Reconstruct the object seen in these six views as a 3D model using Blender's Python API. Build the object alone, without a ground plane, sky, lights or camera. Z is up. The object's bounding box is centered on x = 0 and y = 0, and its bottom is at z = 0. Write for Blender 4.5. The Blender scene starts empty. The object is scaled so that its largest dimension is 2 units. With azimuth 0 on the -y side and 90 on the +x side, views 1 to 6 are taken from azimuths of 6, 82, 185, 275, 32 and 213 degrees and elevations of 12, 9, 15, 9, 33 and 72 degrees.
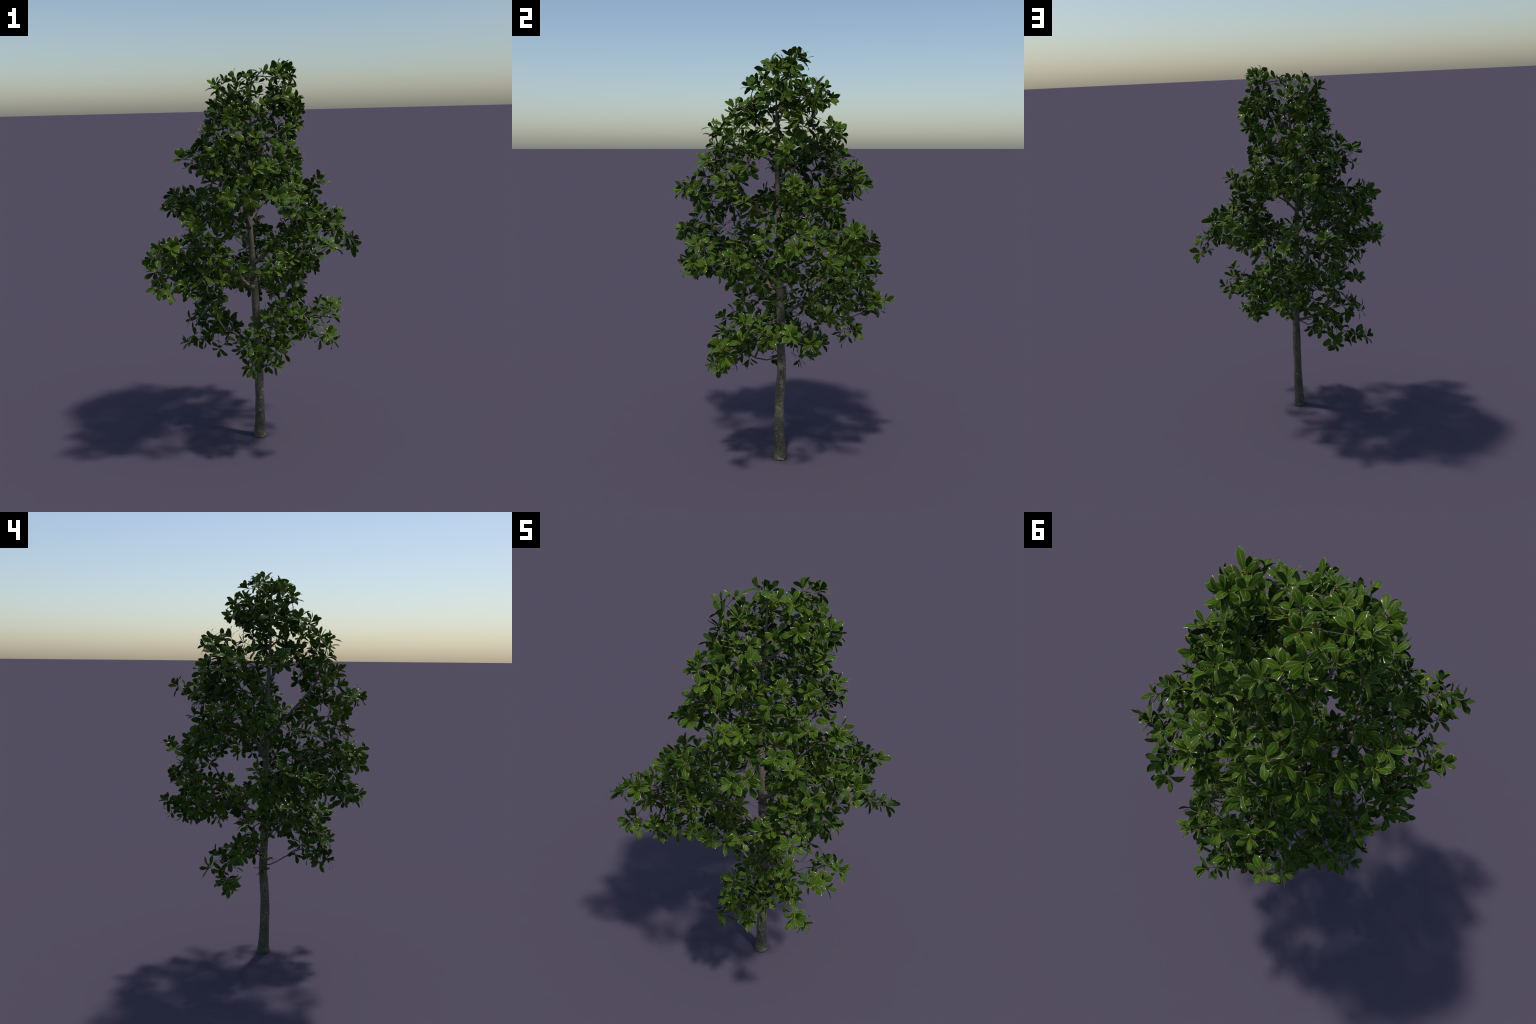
"""A young broad-leaved evergreen tree: a slender, slightly sinuous grey trunk,
ascending limbs that fork into thin twigs, and whorls of glossy leaves at the
twig ends.  Everything is grown procedurally from a skeleton: each limb has a
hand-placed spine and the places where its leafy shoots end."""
import bpy
import math
import random
import numpy as np
from mathutils import Vector, Matrix, Quaternion, noise

SEED = 11
rng = random.Random(SEED)

# ----------------------------------------------------------------------------
# skeleton
# ----------------------------------------------------------------------------
# trunk profile: height, centre x, centre y, radius
TRUNK = [
    (-0.004, 0.003, -0.015, 0.0345), (0.012, 0.003, -0.015, 0.0340), (0.035, 0.003, -0.015, 0.0308),
    (0.07, 0.004, -0.016, 0.0278), (0.12, 0.005, -0.017, 0.0258), (0.20, 0.006, -0.019, 0.0245),
    (0.30, 0.006, -0.019, 0.0238), (0.36, 0.005, -0.015, 0.0232), (0.42, 0.004, -0.010, 0.0226),
    (0.47, 0.003, -0.007, 0.0222), (0.53, 0.003, -0.009, 0.0213), (0.62, 0.001, -0.013, 0.0203),
    (0.70, -0.003, -0.012, 0.0200), (0.78, -0.005, -0.013, 0.0200), (0.86, -0.008, -0.015, 0.0188),
    (0.95, -0.013, -0.017, 0.0170), (1.02, -0.017, -0.018, 0.0158), (1.10, -0.020, -0.019, 0.0143),
    (1.20, -0.025, -0.020, 0.0128), (1.30, -0.030, -0.021, 0.0116), (1.36, -0.035, -0.024, 0.0108),
    (1.43, -0.035, -0.027, 0.0100), (1.48, -0.031, -0.029, 0.0092), (1.54, -0.022, -0.030, 0.0080),
    (1.62, -0.012, -0.033, 0.0068), (1.70, -0.006, -0.035, 0.0056), (1.78, -0.002, -0.036, 0.0044),
    (1.86, 0.000, -0.036, 0.0030), (1.91, 0.004, -0.039, 0.0020),
]

# limbs: spine through hand-placed points, base radius, ends of the leafy shoots
LIMBS = [
    {"radius": 0.0078, "length": 0.38,
     "spine": [(-0.020, -0.010, 0.545), (-0.094, -0.004, 0.569), (-0.129, 0.000, 0.590), (-0.173, -0.007, 0.612), (-0.224, 0.020, 0.670)],
     "shoots": [(-0.13, 0.02, 0.61), (-0.30, 0.02, 0.68), (-0.17, 0.10, 0.64), (-0.21, 0.03, 0.79), (-0.30, 0.10, 0.62), (-0.33, 0.09, 0.68),
                (-0.25, -0.06, 0.78), (-0.27, 0.01, 0.81), (-0.38, 0.08, 0.63), (-0.22, 0.18, 0.60), (-0.09, -0.01, 0.49), (-0.28, -0.11, 0.81),
                (-0.23, 0.15, 0.56), (-0.19, -0.18, 0.76), (0.06, -0.22, 0.59), (-0.04, -0.24, 0.61), (-0.25, -0.19, 0.80), (-0.15, 0.22, 0.57),
                (-0.30, 0.17, 0.53), (0.01, -0.31, 0.61), (0.02, -0.30, 0.56), (-0.35, 0.12, 0.50), (-0.22, 0.25, 0.52), (-0.23, 0.13, 0.44),
                (-0.41, 0.12, 0.49), (0.12, -0.33, 0.53), (0.01, -0.35, 0.52)]},
    {"radius": 0.0075, "length": 0.27,
     "spine": [(0.010, -0.030, 0.635), (0.045, -0.060, 0.665), (0.100, -0.090, 0.675), (0.160, -0.110, 0.670)],
     "shoots": [(-0.00, -0.03, 0.65), (0.12, -0.07, 0.75), (0.15, -0.03, 0.69), (0.20, -0.15, 0.76), (0.06, -0.19, 0.73), (0.13, -0.22, 0.67),
                (0.23, -0.22, 0.70), (0.14, -0.17, 0.79), (0.15, -0.25, 0.77), (0.27, -0.22, 0.67), (0.10, -0.12, 0.86), (0.24, -0.24, 0.78),
                (0.35, -0.10, 0.71), (0.30, -0.24, 0.71), (0.07, -0.29, 0.67), (0.33, -0.02, 0.76), (0.10, -0.30, 0.77), (0.20, -0.31, 0.66),
                (-0.01, -0.30, 0.67), (0.28, 0.09, 0.67), (0.39, -0.16, 0.78), (0.17, 0.15, 0.75), (0.15, -0.30, 0.63), (0.42, -0.04, 0.76),
                (0.34, -0.30, 0.66), (0.39, -0.24, 0.81), (0.07, -0.34, 0.63), (0.37, -0.35, 0.71), (0.12, -0.34, 0.60), (0.20, 0.30, 0.72),
                (0.19, 0.31, 0.71), (0.22, 0.30, 0.71)]},
    {"radius": 0.0095, "length": 0.49,
     "spine": [(-0.005, 0.013, 0.758), (-0.013, 0.072, 0.785), (-0.062, 0.150, 0.819), (-0.084, 0.220, 0.853), (-0.090, 0.290, 0.890)],
     "shoots": [(-0.12, 0.28, 0.86), (-0.06, 0.15, 0.88), (-0.11, 0.32, 0.93), (-0.13, 0.19, 0.82), (-0.01, 0.11, 0.77), (-0.15, 0.24, 0.93),
                (-0.17, 0.32, 0.90), (-0.01, 0.21, 0.94), (0.00, 0.23, 0.79), (-0.07, 0.40, 0.93), (-0.06, 0.42, 0.80), (-0.07, 0.39, 1.02),
                (-0.12, 0.34, 0.77), (-0.25, 0.29, 0.82), (0.05, 0.37, 0.97), (0.05, 0.41, 0.89), (-0.08, 0.26, 1.07), (-0.03, 0.45, 0.98),
                (-0.23, 0.32, 1.01), (-0.03, 0.45, 0.81), (-0.04, 0.33, 1.08), (-0.00, 0.46, 0.96), (-0.30, 0.25, 0.88), (0.13, 0.23, 0.89),
                (-0.08, 0.40, 0.76), (0.03, 0.36, 1.08), (0.22, 0.10, 0.85), (0.16, 0.16, 0.77), (0.16, 0.30, 0.90), (0.10, 0.43, 0.81),
                (0.01, 0.41, 1.08), (-0.10, 0.30, 1.15), (-0.26, 0.34, 1.08), (0.14, 0.38, 0.97), (0.03, 0.51, 0.81), (-0.35, 0.19, 0.86),
                (0.10, 0.42, 1.04), (-0.04, 0.37, 1.16), (0.22, 0.17, 0.78), (0.06, 0.30, 0.73), (0.16, 0.42, 0.84), (0.23, 0.25, 0.82),
                (0.17, 0.42, 0.84), (-0.19, 0.45, 1.14)]},
    {"radius": 0.0105, "length": 0.58,
     "spine": [(-0.012, -0.042, 0.850), (-0.054, -0.063, 0.884), (-0.086, -0.086, 0.932), (-0.138, -0.130, 0.956), (-0.258, -0.133, 0.947), (-0.330, -0.130, 0.970)],
     "shoots": [(-0.28, -0.16, 0.97), (-0.12, -0.16, 0.92), (-0.36, -0.12, 1.02), (-0.08, -0.13, 0.89), (-0.39, -0.10, 0.94), (-0.18, -0.05, 0.95),
                (-0.34, -0.23, 0.93), (-0.26, -0.03, 0.99), (-0.29, -0.18, 1.07), (-0.36, -0.13, 1.10), (-0.35, -0.00, 0.93), (-0.32, -0.04, 0.89),
                (-0.46, -0.13, 1.06), (-0.39, -0.27, 1.01), (-0.12, -0.26, 1.06), (-0.20, 0.04, 0.90), (-0.48, -0.22, 1.03), (-0.32, -0.29, 1.07),
                (-0.30, -0.18, 1.15), (-0.45, -0.01, 1.06), (-0.22, -0.22, 1.13), (-0.41, -0.32, 0.97), (-0.21, -0.34, 0.94), (-0.48, -0.27, 0.99),
                (-0.50, -0.26, 1.03), (-0.27, 0.09, 0.92), (0.21, -0.01, 0.94), (-0.30, -0.38, 0.93), (-0.34, -0.37, 1.03), (-0.16, -0.32, 1.12),
                (-0.32, -0.40, 0.94), (-0.12, -0.40, 0.98), (-0.31, -0.18, 1.24), (-0.13, -0.38, 1.07), (-0.26, -0.34, 1.14), (-0.36, -0.41, 1.05),
                (-0.20, -0.42, 1.01), (-0.41, -0.43, 0.96), (-0.29, -0.44, 0.96), (-0.27, -0.31, 1.21), (-0.33, -0.41, 1.14), (-0.17, -0.43, 1.10),
                (-0.41, -0.47, 0.95), (-0.17, -0.43, 1.17), (-0.40, -0.45, 1.14), (-0.28, -0.37, 1.25), (-0.44, -0.47, 1.10), (-0.34, -0.47, 1.15)]},
    {"radius": 0.0075, "length": 0.46,
     "spine": [(-0.010, -0.030, 0.900), (0.030, -0.090, 0.965), (0.100, -0.160, 1.020), (0.170, -0.210, 1.060)],
     "shoots": [(0.18, -0.16, 1.10), (0.17, -0.31, 1.05), (0.27, -0.26, 1.09), (0.24, -0.25, 1.15), (0.26, -0.30, 1.02), (0.30, -0.22, 1.00),
                (0.32, -0.25, 1.07), (0.13, -0.28, 0.96), (0.19, -0.25, 0.95), (0.14, -0.12, 0.92), (0.08, -0.36, 1.02), (0.21, -0.01, 0.96),
                (-0.08, -0.29, 1.19), (0.02, -0.46, 1.04), (0.38, -0.44, 1.16)]},
    {"radius": 0.0105, "length": 0.54,
     "spine": [(0.000, -0.030, 0.985), (0.045, -0.023, 1.018), (0.108, 0.029, 1.079), (0.158, 0.021, 1.120), (0.203, -0.004, 1.155), (0.260, -0.030, 1.200)],
     "shoots": [(0.12, 0.00, 1.08), (0.22, -0.05, 1.14), (0.16, 0.08, 1.09), (0.23, -0.08, 1.23), (0.18, -0.03, 1.22), (0.19, 0.03, 1.22),
                (0.37, 0.01, 1.21), (0.21, -0.06, 1.05), (0.30, -0.14, 1.16), (0.29, -0.03, 1.07), (0.19, -0.09, 1.29), (0.30, 0.07, 1.26),
                (0.25, 0.07, 1.31), (0.35, 0.10, 1.18), (0.25, 0.16, 1.18), (0.25, -0.02, 1.37), (0.43, -0.02, 1.13), (0.35, 0.05, 1.05),
                (0.43, 0.07, 1.17), (0.43, 0.07, 1.12), (0.34, -0.01, 1.40), (0.29, -0.00, 1.00), (0.33, -0.01, 1.41), (0.25, -0.23, 1.33),
                (0.32, 0.21, 1.20), (0.48, 0.07, 1.10), (0.17, 0.29, 1.08), (0.29, 0.26, 1.09), (0.38, 0.22, 1.11), (0.36, 0.25, 1.21),
                (0.51, 0.12, 1.08), (0.29, 0.30, 1.18), (0.42, 0.24, 1.20), (0.32, 0.32, 1.13), (0.25, 0.36, 1.15), (0.51, 0.19, 1.02)]},
    {"radius": 0.0095, "length": 0.70,
     "spine": [(-0.020, -0.010, 1.070), (-0.056, 0.008, 1.120), (-0.083, 0.038, 1.160), (-0.115, 0.033, 1.206), (-0.148, 0.030, 1.313), (-0.175, 0.070, 1.390), (-0.205, 0.120, 1.450)],
     "shoots": [(-0.22, 0.13, 1.45), (-0.11, 0.05, 1.26), (-0.18, 0.12, 1.40), (-0.06, 0.09, 1.18), (-0.23, 0.04, 1.40), (-0.25, 0.17, 1.51),
                (-0.19, 0.21, 1.45), (-0.13, 0.18, 1.42), (-0.29, 0.06, 1.48), (-0.22, -0.06, 1.34), (-0.26, 0.00, 1.47), (-0.16, -0.09, 1.26),
                (-0.12, -0.12, 1.16), (-0.18, 0.26, 1.51), (-0.27, -0.00, 1.51), (-0.28, 0.15, 1.58), (-0.24, 0.27, 1.52), (-0.34, 0.08, 1.54),
                (-0.07, 0.19, 1.31), (-0.13, 0.29, 1.50), (-0.30, 0.21, 1.31), (-0.07, 0.26, 1.37), (-0.37, 0.04, 1.30), (-0.16, 0.31, 1.35),
                (-0.25, 0.27, 1.30), (-0.36, -0.03, 1.53), (-0.38, 0.20, 1.32), (-0.00, 0.23, 1.12), (-0.27, 0.21, 1.17), (-0.19, 0.27, 1.26),
                (-0.42, 0.05, 1.33), (-0.16, -0.22, 1.20), (-0.37, 0.15, 1.24), (-0.44, 0.11, 1.32), (-0.41, 0.08, 1.24), (-0.15, 0.31, 1.23),
                (-0.43, -0.01, 1.27), (-0.39, 0.22, 1.25), (-0.43, -0.06, 1.29), (-0.13, 0.42, 1.43), (-0.36, 0.23, 1.19), (-0.45, -0.06, 1.28),
                (-0.33, 0.29, 1.20), (-0.25, 0.33, 1.18)]},
    {"radius": 0.0088, "length": 0.73,
     "spine": [(-0.025, -0.030, 1.170), (-0.035, -0.126, 1.276), (-0.038, -0.214, 1.377), (-0.042, -0.272, 1.461), (-0.099, -0.296, 1.550)],
     "shoots": [(-0.02, -0.15, 1.28), (-0.08, -0.25, 1.59), (0.01, -0.23, 1.46), (-0.17, -0.29, 1.54), (-0.13, -0.22, 1.53), (-0.12, -0.32, 1.63),
                (0.04, -0.25, 1.35), (-0.02, -0.38, 1.43), (-0.19, -0.32, 1.48), (-0.00, -0.34, 1.35), (0.07, -0.30, 1.40), (-0.15, -0.28, 1.67),
                (-0.08, -0.37, 1.38), (-0.05, -0.28, 1.68), (0.04, -0.38, 1.50), (0.10, -0.17, 1.45), (0.10, -0.29, 1.36), (-0.10, -0.27, 1.27),
                (-0.20, -0.24, 1.29), (-0.07, -0.48, 1.38), (-0.16, -0.41, 1.33), (0.19, -0.24, 1.44), (0.04, -0.48, 1.37), (-0.19, -0.40, 1.31),
                (-0.25, -0.34, 1.30), (0.23, -0.31, 1.42), (0.18, -0.44, 1.38), (0.15, -0.49, 1.38), (-0.23, -0.40, 1.23)]},
    {"radius": 0.0065, "length": 0.49,
     "spine": [(-0.024, -0.020, 1.200), (0.030, 0.040, 1.270), (0.100, 0.120, 1.330), (0.160, 0.180, 1.380)],
     "shoots": [(0.15, 0.19, 1.41), (0.09, 0.17, 1.34), (0.19, 0.24, 1.47), (0.27, 0.17, 1.34), (0.14, 0.29, 1.38), (0.18, 0.03, 1.36),
                (0.01, 0.22, 1.37), (0.10, 0.32, 1.40), (0.04, 0.24, 1.46), (0.16, 0.31, 1.48), (0.29, 0.18, 1.29), (0.15, 0.32, 1.45),
                (0.29, 0.07, 1.35), (0.12, 0.22, 1.56), (0.05, 0.38, 1.39), (-0.01, 0.33, 1.37), (-0.05, 0.33, 1.43)]},
    {"radius": 0.0062, "length": 0.38,
     "spine": [(-0.035, -0.020, 1.410), (-0.058, 0.053, 1.448), (-0.073, 0.090, 1.520), (-0.090, 0.120, 1.600)],
     "shoots": [(-0.06, 0.11, 1.49), (-0.07, 0.17, 1.52), (-0.04, 0.18, 1.61), (-0.15, 0.15, 1.67), (-0.11, 0.22, 1.57), (0.02, 0.10, 1.59),
                (-0.08, 0.26, 1.66), (-0.20, 0.23, 1.59), (-0.01, 0.26, 1.65), (0.05, 0.22, 1.66), (-0.03, 0.28, 1.53)]},
    {"radius": 0.0058, "length": 0.38,
     "spine": [(-0.030, -0.030, 1.455), (0.000, -0.070, 1.505), (0.060, -0.140, 1.535), (0.120, -0.200, 1.540)],
     "shoots": [(0.04, -0.15, 1.58), (0.15, -0.27, 1.50), (0.22, -0.15, 1.53), (0.09, -0.30, 1.52), (0.08, -0.11, 1.66), (0.18, -0.23, 1.66),
                (0.22, -0.20, 1.48), (0.04, -0.31, 1.64), (0.11, -0.37, 1.51)]},
    {"radius": 0.0052, "length": 0.28,
     "spine": [(-0.030, -0.035, 1.460), (-0.048, -0.063, 1.506), (-0.100, -0.088, 1.536), (-0.150, -0.100, 1.570)],
     "shoots": [(-0.12, -0.12, 1.62), (-0.19, -0.20, 1.56), (-0.04, -0.16, 1.60), (-0.29, -0.10, 1.56), (-0.17, -0.02, 1.69), (-0.21, -0.20, 1.66),
                (-0.26, 0.03, 1.60)]},
    {"radius": 0.0055, "length": 0.30,
     "spine": [(-0.020, -0.030, 1.500), (0.030, -0.010, 1.540), (0.080, 0.005, 1.570), (0.130, 0.020, 1.620)],
     "shoots": [(0.18, 0.03, 1.61), (0.19, -0.02, 1.56), (0.19, -0.01, 1.69), (0.12, 0.12, 1.65), (0.20, 0.09, 1.70), (0.22, 0.04, 1.72),
                (0.20, -0.03, 1.52)]},
    {"radius": 0.0040, "length": 0.25,
     "spine": [(-0.012, -0.033, 1.620), (-0.025, -0.090, 1.670), (-0.045, -0.140, 1.740)],
     "shoots": [(-0.03, -0.15, 1.72), (-0.01, -0.14, 1.76), (-0.08, -0.23, 1.73), (-0.15, -0.18, 1.75), (-0.06, -0.14, 1.86), (-0.17, -0.11, 1.78),
                (0.06, -0.24, 1.75), (0.07, -0.23, 1.71), (-0.19, -0.11, 1.72), (-0.14, -0.14, 1.86), (-0.17, -0.00, 1.74)]},
    {"radius": 0.0045, "length": 0.23,
     "spine": [(-0.008, -0.034, 1.660), (0.045, -0.025, 1.700), (0.090, 0.000, 1.770)],
     "shoots": [(0.11, -0.01, 1.74), (0.12, 0.05, 1.81), (0.08, -0.10, 1.78), (0.10, -0.05, 1.85), (0.17, 0.05, 1.83), (0.13, 0.02, 1.88),
                (0.17, -0.08, 1.83), (0.22, -0.04, 1.79), (0.22, 0.07, 1.76), (0.16, 0.02, 1.91), (0.19, 0.13, 1.77), (0.22, 0.10, 1.75),
                (0.12, 0.17, 1.83), (0.21, 0.14, 1.76), (0.14, 0.18, 1.78)]},
    {"radius": 0.0035, "length": 0.22,
     "spine": [(-0.004, -0.035, 1.720), (-0.035, 0.020, 1.760), (-0.055, 0.070, 1.810)],
     "shoots": [(-0.03, 0.09, 1.85), (-0.08, 0.13, 1.80), (-0.12, 0.06, 1.82), (-0.11, 0.05, 1.77), (0.01, 0.15, 1.84), (-0.14, 0.00, 1.84),
                (-0.09, 0.03, 1.92), (-0.14, -0.05, 1.79), (-0.08, 0.09, 1.73)]},
    {"radius": 0.0025, "length": 0.21,
     "spine": [(-0.002, -0.035, 1.780), (0.000, -0.036, 1.860), (0.005, -0.040, 1.920)],
     "shoots": [(-0.03, 0.02, 1.92), (0.07, -0.07, 1.93), (0.16, -0.06, 1.91), (0.17, -0.03, 1.94), (0.16, 0.04, 1.96), (-0.17, -0.10, 1.88),
                (0.17, 0.06, 1.95)]},
]
SIDE_WHORLS = 1         # side whorls on each shoot
SPREAD = 0.036          # how far a side whorl stands off its shoot
TIP_RADIUS = 0.0010
LEAF_LENGTH = 0.055

# ----------------------------------------------------------------------------
# small helpers
# ----------------------------------------------------------------------------


def smooth_curve(points, step):
    """Catmull-Rom through the points, resampled at about the given step."""
    pts = [Vector(p) for p in points]
    pts = [pts[0] * 2 - pts[1]] + pts + [pts[-1] * 2 - pts[-2]]
    out = []
    for i in range(1, len(pts) - 2):
        a, b, c, d = pts[i - 1:i + 3]
        n = max(1, round((c - b).length / step))
        for k in range(n):
            t = k / n
            out.append(0.5 * (2 * b + (c - a) * t + (2 * a - 5 * b + 4 * c - d) * t * t + (3 * b - a - 3 * c + d) * t ** 3))
    out.append(pts[-2].copy())
    return out


def perpendicular(v):
    w = v.cross(Vector((0, 0, 1)))
    if w.length < 1e-3:
        w = v.cross(Vector((1, 0, 0)))
    return w.normalized()


def random_unit():
    while True:
        v = Vector((rng.uniform(-1, 1), rng.uniform(-1, 1), rng.uniform(-1, 1)))
        if 0.05 < v.length < 1:
            return v.normalized()


class Builder:
    """Collects vertices, faces and material slots for one mesh."""

    def __init__(self):
        self.v, self.f, self.m = [], [], []

    def tube(self, pts, radii, sides, lumps=0.0, cap=True):
        n, base = len(pts), len(self.v)
        side = None
        for i, p in enumerate(pts):
            t = (pts[min(i + 1, n - 1)] - pts[max(i - 1, 0)]).normalized()
            side = perpendicular(t) if side is None else (side - t * side.dot(t)).normalized()
            other = t.cross(side)
            for k in range(sides):
                a = math.tau * k / sides
                d = side * math.cos(a) + other * math.sin(a)
                r = radii[i]
                if lumps:
                    q = p + d * r
                    r *= 1 + lumps * noise.noise(Vector((q.x * 28, q.y * 28, q.z * 13))) + 0.45 * lumps * noise.noise(q * 95)
                self.v.append(p + d * r)
        for i in range(n - 1):
            for k in range(sides):
                a, b = base + i * sides + k, base + i * sides + (k + 1) % sides
                self.f.append((a, b, b + sides, a + sides))
                self.m.append(0)
        if cap:
            self.f.append(tuple(base + (n - 1) * sides + k for k in range(sides)))
            self.f.append(tuple(base + k for k in reversed(range(sides))))
            self.m += [0, 0]

    def add(self, verts, faces, mats, matrix):
        base = len(self.v)
        self.v += [matrix @ v for v in verts]
        self.f += [tuple(base + i for i in f) for f in faces]
        self.m += mats

    def mesh(self, name, materials):
        me = bpy.data.meshes.new(name)
        me.from_pydata([tuple(v) for v in self.v], [], self.f)
        for m in materials:
            me.materials.append(m)
        me.polygons.foreach_set("material_index", np.array(self.m, dtype=np.int32))
        me.polygons.foreach_set("use_smooth", np.ones(len(self.f), dtype=bool))
        me.update()
        return me


def put(name, data, parent=None):
    ob = bpy.data.objects.new(name, data)
    bpy.context.scene.collection.objects.link(ob)
    if parent is not None:
        ob.parent = parent
    return ob


# ----------------------------------------------------------------------------
# materials
# ----------------------------------------------------------------------------


def new_material(name):
    m = bpy.data.materials.new(name)
    m.use_nodes = True
    nt = m.node_tree
    return m, nt, nt.nodes["Principled BSDF"], nt.nodes["Material Output"]


def ramp(nt, stops):
    r = nt.nodes.new("ShaderNodeValToRGB")
    e = r.color_ramp.elements
    while len(e) < len(stops):
        e.new(0.5)
    for el, (pos, col) in zip(e, stops):
        el.position, el.color = pos, (*col, 1)
    return r


def bark_material(name, low, high, pale):
    m, nt, bsdf, out = new_material(name)
    L = nt.links.new
    tc = nt.nodes.new("ShaderNodeTexCoord")
    stretch = nt.nodes.new("ShaderNodeMapping")
    stretch.inputs["Scale"].default_value = (1, 1, 0.75)
    L(tc.outputs["Object"], stretch.inputs["Vector"])
    big = nt.nodes.new("ShaderNodeTexNoise")
    big.inputs["Scale"].default_value, big.inputs["Detail"].default_value = 14, 3
    fine = nt.nodes.new("ShaderNodeTexNoise")
    fine.inputs["Scale"].default_value, fine.inputs["Detail"].default_value, fine.inputs["Roughness"].default_value = 150, 6, 0.7
    L(stretch.outputs[0], big.inputs["Vector"])
    L(stretch.outputs[0], fine.inputs["Vector"])
    # base colour: mossier and darker near the ground, greyer up in the crown
    sep = nt.nodes.new("ShaderNodeSeparateXYZ")
    L(tc.outputs["Object"], sep.inputs[0])
    height = nt.nodes.new("ShaderNodeMapRange")
    height.inputs["From Min"].default_value, height.inputs["From Max"].default_value = 0.05, 0.75
    L(sep.outputs["Z"], height.inputs["Value"])
    grad = nt.nodes.new("ShaderNodeMix")
    grad.data_type = "RGBA"
    grad.inputs["A"].default_value, grad.inputs["B"].default_value = (*low, 1), (*high, 1)
    L(height.outputs[0], grad.inputs["Factor"])
    dark = nt.nodes.new("ShaderNodeMix")
    dark.data_type, dark.blend_type = "RGBA", "MULTIPLY"
    dark.inputs["Factor"].default_value = 1.0
    mott = ramp(nt, [(0.33, (0.74, 0.76, 0.72)), (0.5, (0.98, 0.98, 0.95)), (0.68, (1.2, 1.17, 1.1))])
    L(big.outputs["Fac"], mott.inputs["Fac"])
    L(grad.outputs["Result"], dark.inputs["A"])
    L(mott.outputs["Color"], dark.inputs["B"])
    grain = nt.nodes.new("ShaderNodeMix")
    grain.data_type, grain.blend_type = "RGBA", "MULTIPLY"
    grain.inputs["Factor"].default_value = 1.0
    gr = ramp(nt, [(0.36, (0.42, 0.42, 0.42)), (0.52, (1, 1, 1)), (0.66, (1.5, 1.47, 1.4))])
    L(fine.outputs["Fac"], gr.inputs["Fac"])
    L(dark.outputs["Result"], grain.inputs["A"])
    L(gr.outputs["Color"], grain.inputs["B"])
    # pale lichen flecks
    fleck = nt.nodes.new("ShaderNodeTexNoise")
    fleck.inputs["Scale"].default_value, fleck.inputs["Detail"].default_value = 42, 5
    L(tc.outputs["Object"], fleck.inputs["Vector"])
    fr = ramp(nt, [(0.60, (0, 0, 0)), (0.70, (0.6, 0.6, 0.6))])
    L(fleck.outputs["Fac"], fr.inputs["Fac"])
    lich = nt.nodes.new("ShaderNodeMix")
    lich.data_type = "RGBA"
    L(fr.outputs["Color"], lich.inputs["Factor"])
    L(grain.outputs["Result"], lich.inputs["A"])
    lich.inputs["B"].default_value = (*pale, 1)
    L(lich.outputs["Result"], bsdf.inputs["Base Color"])
    bsdf.inputs["Roughness"].default_value = 0.85
    bsdf.inputs["Specular IOR Level"].default_value = 0.25
    bump = nt.nodes.new("ShaderNodeBump")
    bump.inputs["Strength"].default_value, bump.inputs["Distance"].default_value = 0.6, 0.0025
    L(fine.outputs["Fac"], bump.inputs["Height"])
    L(bump.outputs[0], bsdf.inputs["Normal"])
    return m


def leaf_material(name, dark, light, scale, rough=0.42, spec=0.07, back=(0.030, 0.066, 0.010), translucent=0.06):
    """Glossy upper side, matt underside painted darker for backlit shade, slow drift of hue through the crown."""
    m, nt, bsdf, out = new_material(name)
    L = nt.links.new
    geo = nt.nodes.new("ShaderNodeNewGeometry")
    drift = nt.nodes.new("ShaderNodeTexNoise")
    drift.inputs["Scale"].default_value, drift.inputs["Detail"].default_value = scale, 2
    L(geo.outputs["Position"], drift.inputs["Vector"])
    col = ramp(nt, [(0.35, dark), (0.65, light)])
    L(drift.outputs["Fac"], col.inputs["Fac"])
    side = nt.nodes.new("ShaderNodeMix")
    side.data_type = "RGBA"
    L(geo.outputs["Backfacing"], side.inputs["Factor"])
    L(col.outputs["Color"], side.inputs["A"])
    side.inputs["B"].default_value = (*back, 1)
    L(side.outputs["Result"], bsdf.inputs["Base Color"])
    rr = nt.nodes.new("ShaderNodeMapRange")
    rr.inputs["To Min"].default_value, rr.inputs["To Max"].default_value = rough, 0.6
    L(geo.outputs["Backfacing"], rr.inputs["Value"])
    L(rr.outputs[0], bsdf.inputs["Roughness"])
    bsdf.inputs["Specular IOR Level"].default_value = spec
    tr = nt.nodes.new("ShaderNodeBsdfTranslucent")
    tcol = nt.nodes.new("ShaderNodeMix")
    tcol.data_type, tcol.blend_type = "RGBA", "MULTIPLY"
    tcol.inputs["Factor"].default_value = 1.0
    L(col.outputs["Color"], tcol.inputs["A"])
    tcol.inputs["B"].default_value = (1.6, 1.5, 0.6, 1)
    L(tcol.outputs["Result"], tr.inputs["Color"])
    mix = nt.nodes.new("ShaderNodeMixShader")
    mix.inputs["Fac"].default_value = translucent
    L(bsdf.outputs[0], mix.inputs[1])
    L(tr.outputs[0], mix.inputs[2])
    L(mix.outputs[0], out.inputs["Surface"])
    return m


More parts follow.
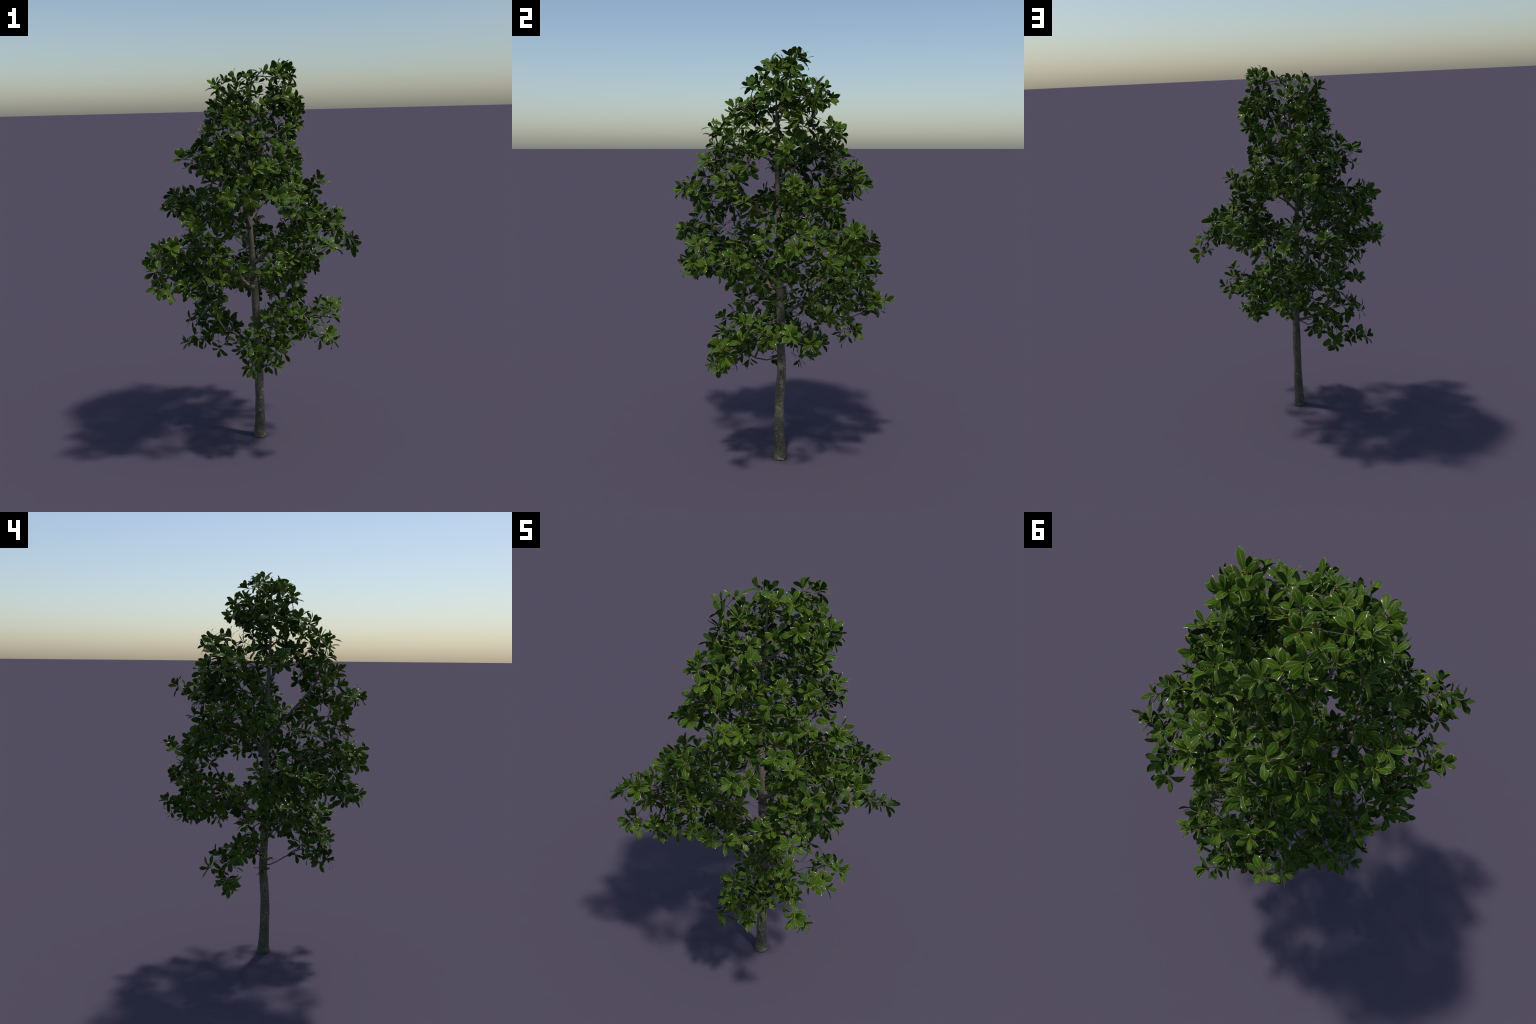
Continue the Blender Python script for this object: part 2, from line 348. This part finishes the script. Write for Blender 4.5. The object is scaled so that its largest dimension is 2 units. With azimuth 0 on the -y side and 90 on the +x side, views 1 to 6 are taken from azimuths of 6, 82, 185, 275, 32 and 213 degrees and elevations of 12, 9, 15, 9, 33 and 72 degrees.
BARK = bark_material("bark", (0.100, 0.096, 0.064), (0.168, 0.150, 0.112), (0.29, 0.28, 0.235))
LIMB_BARK = bark_material("limb_bark", (0.150, 0.136, 0.108), (0.162, 0.145, 0.110), (0.26, 0.24, 0.195))
TWIG_BARK = bark_material("twig_bark", (0.090, 0.082, 0.066), (0.095, 0.085, 0.070), (0.12, 0.11, 0.09))
BLADE = leaf_material("leaf_blade", (0.029, 0.069, 0.006), (0.049, 0.102, 0.0085), 9)
MIDRIB = leaf_material("leaf_midrib", (0.16, 0.19, 0.026), (0.22, 0.23, 0.035), 9)
EDGE = leaf_material("leaf_edge", (0.055, 0.105, 0.010), (0.12, 0.15, 0.018), 30, 0.25, 0.4)
TIP = leaf_material("leaf_tip", (0.080, 0.115, 0.016), (0.190, 0.180, 0.040), 40, 0.22, 0.6)
LEAF_MATERIALS = [BLADE, MIDRIB, EDGE, TIP]

# ----------------------------------------------------------------------------
# leaf shapes: obovate, pointed, folded along the midrib, unit length along +y
# ----------------------------------------------------------------------------
HALF_WIDTH = [(0.0, 0.018), (0.08, 0.024), (0.15, 0.055), (0.29, 0.122), (0.44, 0.180), (0.59, 0.216), (0.70, 0.222), (0.80, 0.200), (0.885, 0.142), (0.945, 0.066), (1.0, 0.004)]


def leaf_shape(width, droop, fold, twist, wave, edge_phase):
    verts, faces, mats = [], [], []
    rows = len(HALF_WIDTH)
    for i, (t, w) in enumerate(HALF_WIDTH):
        w *= width
        across = (-1.0, -0.86, -0.048, 0.048, 0.86, 1.0)
        if t < 0.12:
            across = (-1.0, -0.8, -0.3, 0.3, 0.8, 1.0)
        bend = droop * t * t
        y, z0 = t * (1 - 0.28 * abs(droop) * t), -bend + 0.04 * math.sin(t * 3.0)
        roll = twist * t
        for a in across:
            x = a * w
            z = fold * abs(x) - 0.9 * fold * x * x / 0.22
            z += wave * abs(a) * math.sin(t * 11 + edge_phase + (1.3 if a > 0 else 0)) * (w / 0.22)
            if abs(a) > 0.8:
                z -= 0.010 + 0.05 * max(0.0, t - 0.6) * (2 if abs(a) > 0.9 else 0.6)      # shoulders curl under
            if t > 0.85:
                z -= (t - 0.85) * 0.35
            xr = x * math.cos(roll) - z * math.sin(roll)
            zr = x * math.sin(roll) + z * math.cos(roll)
            verts.append(Vector((xr, y, z0 + zr)))
    for i in range(rows - 1):
        for k in range(5):
            a = i * 6 + k
            faces.append((a, a + 1, a + 7, a + 6))
            if i < 2:
                mats.append(1)
            elif k == 2:
                mats.append(1 if i < 7 else 0)
            elif i >= rows - 2:
                mats.append(3)
            elif k in (0, 4):
                mats.append(3 if i >= 6 else 2)
            else:
                mats.append(0)
    return verts, faces, mats


LEAF_SHAPES = []
shape_rng = random.Random(5)
for i in range(10):
    LEAF_SHAPES.append(leaf_shape(shape_rng.uniform(0.82, 1.08), shape_rng.uniform(-0.06, 0.14), shape_rng.uniform(0.15, 0.70),
                                  shape_rng.uniform(-0.3, 0.3), shape_rng.uniform(0.004, 0.022), shape_rng.uniform(0, 6)))

# ----------------------------------------------------------------------------
# grow the limbs
# ----------------------------------------------------------------------------


class Node:
    __slots__ = ("p", "d", "parent", "kids", "load", "fixed", "run")

    def __init__(self, p, d, parent, fixed=False):
        self.p, self.d, self.parent, self.kids, self.load, self.fixed = p, d, parent, [], 0, fixed
        self.run = 0.0 if parent is None else parent.run + (p - parent.p).length
        if parent is not None:
            parent.kids.append(self)


def sprout(start, end, out_dir, step=0.014):
    """A twig from an existing node to a point: leaves at an angle, then curves up to its end."""
    gap = end - start.p
    reach = gap.length
    side = random_unit().cross(gap).normalized()
    c1 = start.p + (out_dir * 0.30 + gap.normalized() * 0.12) * reach + side * reach * rng.uniform(-0.08, 0.08)
    c2 = end - (gap.normalized() * 0.75 + Vector((0, 0, 0.35))) * reach * 0.33 + side * reach * rng.uniform(-0.10, 0.10)
    n = max(2, round(reach / step))
    prev, made = start, []
    for k in range(1, n + 1):
        t = k / n
        p = start.p * (1 - t) ** 3 + c1 * 3 * t * (1 - t) ** 2 + c2 * 3 * t * t * (1 - t) + end * t ** 3
        if k < n:
            p = p + random_unit() * 0.0022
        prev = Node(p, (p - prev.p).normalized(), prev)
        made.append(prev)
    return made


def grow_limb(limb):
    pts = smooth_curve(limb["spine"], 0.014)
    nodes, prev = [], None
    for i, p in enumerate(pts):
        d = (pts[min(i + 1, len(pts) - 1)] - pts[max(i - 1, 0)]).normalized()
        prev = Node(p, d, prev, fixed=True)
        nodes.append(prev)
    spine = list(nodes)
    whorls = []
    ends = [Vector(e) for e in limb["shoots"]]
    ends.sort(key=lambda e: min((e - n.p).length for n in spine))
    heart = spine[len(spine) // 2].p
    first_free = max(3, len(spine) // 3)
    pool = spine[first_free:]
    for e in ends:
        # every shoot has its own random stream, so editing one leaves the others alone
        rng.seed(SEED + round(e.x * 100) * 7919 + round(e.y * 100) * 104729 + round(e.z * 100) * 1299709)

        def cost(n):
            g = e - n.p
            if g.length < 1e-4:
                return 9
            turn = n.d.dot(g.normalized())
            late = 0.25 * n.run
            return g.length * (1.0 + 0.9 * max(0.0, 0.45 - turn)) + late
        start = min(pool, key=cost)
        made = sprout(start, e, start.d)
        pool += made[1:-2] if len(made) > 4 else made[:1]
        shoot_dir = (made[-1].p - made[max(0, len(made) - 3)].p).normalized()
        whorls.append((made[-1], shoot_dir, 1.0))
        # side whorls on short side twigs, back along the shoot
        path, back = [], made[-1]
        while back is not None and not back.fixed and len(path) < 11:
            path.append(back)
            back = back.parent
        turn = rng.uniform(0, math.tau)
        for j in range(SIDE_WHORLS):
            at = path[min(len(path) - 1, 2 + int(j * 2.2) + rng.randint(0, 2))]
            u = perpendicular(shoot_dir)
            w = shoot_dir.cross(u)
            best = None
            for k in range(8):                      # grow where there is room: away from other whorls and bare wood
                a = turn + k * math.tau / 8
                d = (u * math.cos(a) + w * math.sin(a)) * 0.9 + shoot_dir * 0.1 + Vector((0, 0, 0.2))
                d += (heart - at.p).normalized() * 0.45          # fill in towards the limb
                tip = at.p + d.normalized() * SPREAD * rng.uniform(0.7, 1.35)
                room = min(0.075, min((tip - q[0].p).length for q in whorls))
                clear = min(0.07, math.hypot(tip.x + 0.01, tip.y + 0.02)) + min(0.05, min((tip - n.p).length for n in spine))
                score = room + 0.6 * clear + rng.uniform(0, 0.012)
                if best is None or score > best[0]:
                    best = (score, tip, d)
            _, tip, d = best
            side_nodes = sprout(at, tip, (shoot_dir + d).normalized(), 0.012)
            whorls.append((side_nodes[-1], (side_nodes[-1].p - side_nodes[max(0, len(side_nodes) - 3)].p).normalized(), 0.85))
    # the limb itself ends in a whorl too
    whorls.append((spine[-1], spine[-1].d, 1.0))
    for n, _, _ in whorls:
        while n is not None:
            n.load += 1
            n = n.parent
    return spine, whorls


def strands(root):
    """Split the tree of nodes into unbranched chains following the heaviest child."""
    todo, out = [(root, None)], []
    while todo:
        n, before = todo.pop()
        chain = [before, n] if before is not None else [n]
        while n.kids:
            kids = sorted(n.kids, key=lambda k: -k.load)
            for k in kids[1:]:
                todo.append((k, n))
            n = kids[0]
            chain.append(n)
        if len(chain) > 1:
            out.append((chain, before is not None))
    return out


def node_radius(n):
    return TIP_RADIUS * max(1, n.load) ** 0.47


# ----------------------------------------------------------------------------
# build
# ----------------------------------------------------------------------------
tree = put("broadleaf_tree", None)
tree.empty_display_size = 0.2
tree["label"] = "slender young evergreen tree with whorls of glossy leaves"
tree["category"] = "tree"

trunk_builder = Builder()
dense = smooth_curve([(x, y, z) for z, x, y, r in TRUNK], 0.009)
heights = [t[0] for t in TRUNK]
radii = [float(np.interp(p.z, heights, [t[3] for t in TRUNK])) for p in dense]
trunk_builder.tube(dense, radii, 28, lumps=0.075)
trunk = put("trunk", trunk_builder.mesh("trunk", [BARK]), tree)

single_meshes = {}
whorl_list = []            # every leaf: (branch object, matrix, shape, size, weight)
branch_objects, foliage = [], {}

for number, limb in enumerate(LIMBS):
    spine, whorls = grow_limb(limb)
    main, twigs = Builder(), Builder()
    first = True
    base_r = limb["radius"]
    for chain, forked in strands(spine[0]):
        if first:
            pts = [n.p for n in chain]
            total = chain[-1].run
            r = [max(node_radius(n), base_r * (1 - 0.8 * min(1, n.run / max(0.25, limb.get("length", 0.4)))) if n.fixed else 0) for n in chain]
            last_fixed = max(i for i, n in enumerate(chain) if n.fixed)
            for i in range(last_fixed + 1, len(chain)):
                r[i] = min(r[i - 1], max(node_radius(chain[i]), r[i - 1] * 0.93))
            for i, n in enumerate(chain):
                r[i] *= 1 + 0.55 * math.exp(-n.run / 0.016)
            main.tube(pts, r, 12, lumps=0.09)
            chain_r = {id(n): rr for n, rr in zip(chain, r)}
            first = False
        else:
            pts = [n.p for n in chain]
            r = [node_radius(n) for n in chain]
            if forked:
                r[0] = r[1]
                r[1] *= 1.1
            twigs.tube(pts, r, 6 if max(r) > 0.002 else 5)
    branch = put("branch", main.mesh("branch", [LIMB_BARK]), tree)
    branch_objects.append(branch)
    tw = put("twigs", twigs.mesh("twigs", [TWIG_BARK]), branch)
    tw["kind"] = "stuff"
    for node, d, scale in whorls:
        rng.seed(SEED + round(node.p.x * 1000) * 31 + round(node.p.y * 1000) * 7919 + round(node.p.z * 1000) * 104729)
        axis = (d * 0.9 + Vector((0, 0, 0.22 + 0.5 * min(1.0, max(0.0, (node.p.z - 1.7) / 0.2)))) + random_unit() * 0.35).normalized()
        count = rng.choice((8, 8, 9, 9, 10)) if scale > 0.9 else rng.choice((5, 6, 6, 7, 8))
        u = perpendicular(axis)
        w = axis.cross(u)
        turn = rng.uniform(0, math.tau)
        for i in range(count):
            f = i / (count - 1)              # 0 oldest and lowest, 1 youngest
            a = turn + i * 2.39996 + rng.uniform(-0.3, 0.3)
            open_angle = math.radians(rng.gauss(86 - 54 * f, 16))
            radial = u * math.cos(a) + w * math.sin(a)
            y_dir = (radial * math.sin(open_angle) + axis * math.cos(open_angle)).normalized()
            z_dir = (axis * math.sin(open_angle) - radial * math.cos(open_angle))
            # blades turn part of the way to face the light
            z_dir = (z_dir + Vector((0, 0, 0.16)) + random_unit() * 0.42).normalized()
            z_dir = (z_dir - y_dir * z_dir.dot(y_dir)).normalized()
            x_dir = y_dir.cross(z_dir)
            size = LEAF_LENGTH * (0.85 + 0.22 * math.sin(math.pi * (1 - f) * 0.9)) * rng.uniform(0.82, 1.16) * (0.93 + 0.07 * scale)
            at = node.p - d * 0.016 * (1 - f) + radial * 0.0012
            mat = Matrix((x_dir, y_dir, z_dir)).transposed().to_4x4()
            mat = Matrix.Translation(at) @ mat @ Matrix.Diagonal((size, size, size, 1))
            whorl_list.append((branch, mat, rng.randrange(len(LEAF_SHAPES)), size, size * (0.6 + math.hypot(at.x, at.y) + 0.35 * max(0, at.z - 1.3))))

# the leaves that show largest are objects of their own, the rest is joined per branch
order = sorted(range(len(whorl_list)), key=lambda i: -whorl_list[i][4])
own = set(order[:300])
for i, (branch, mat, shape, size, _) in enumerate(whorl_list):
    verts, faces, mats = LEAF_SHAPES[shape]
    if i in own:
        if shape not in single_meshes:
            b = Builder()
            b.add(verts, faces, mats, Matrix.Identity(4))
            single_meshes[shape] = b.mesh("leaf", LEAF_MATERIALS)
        leaf = put("leaf", single_meshes[shape], branch)
        leaf.matrix_local = mat
    else:
        foliage.setdefault(branch.name, (branch, Builder()))[1].add(verts, faces, mats, mat)
for branch, builder in foliage.values():
    fo = put("foliage", builder.mesh("foliage", LEAF_MATERIALS), branch)
    fo["kind"] = "stuff"
print("leaves:", len(whorl_list))
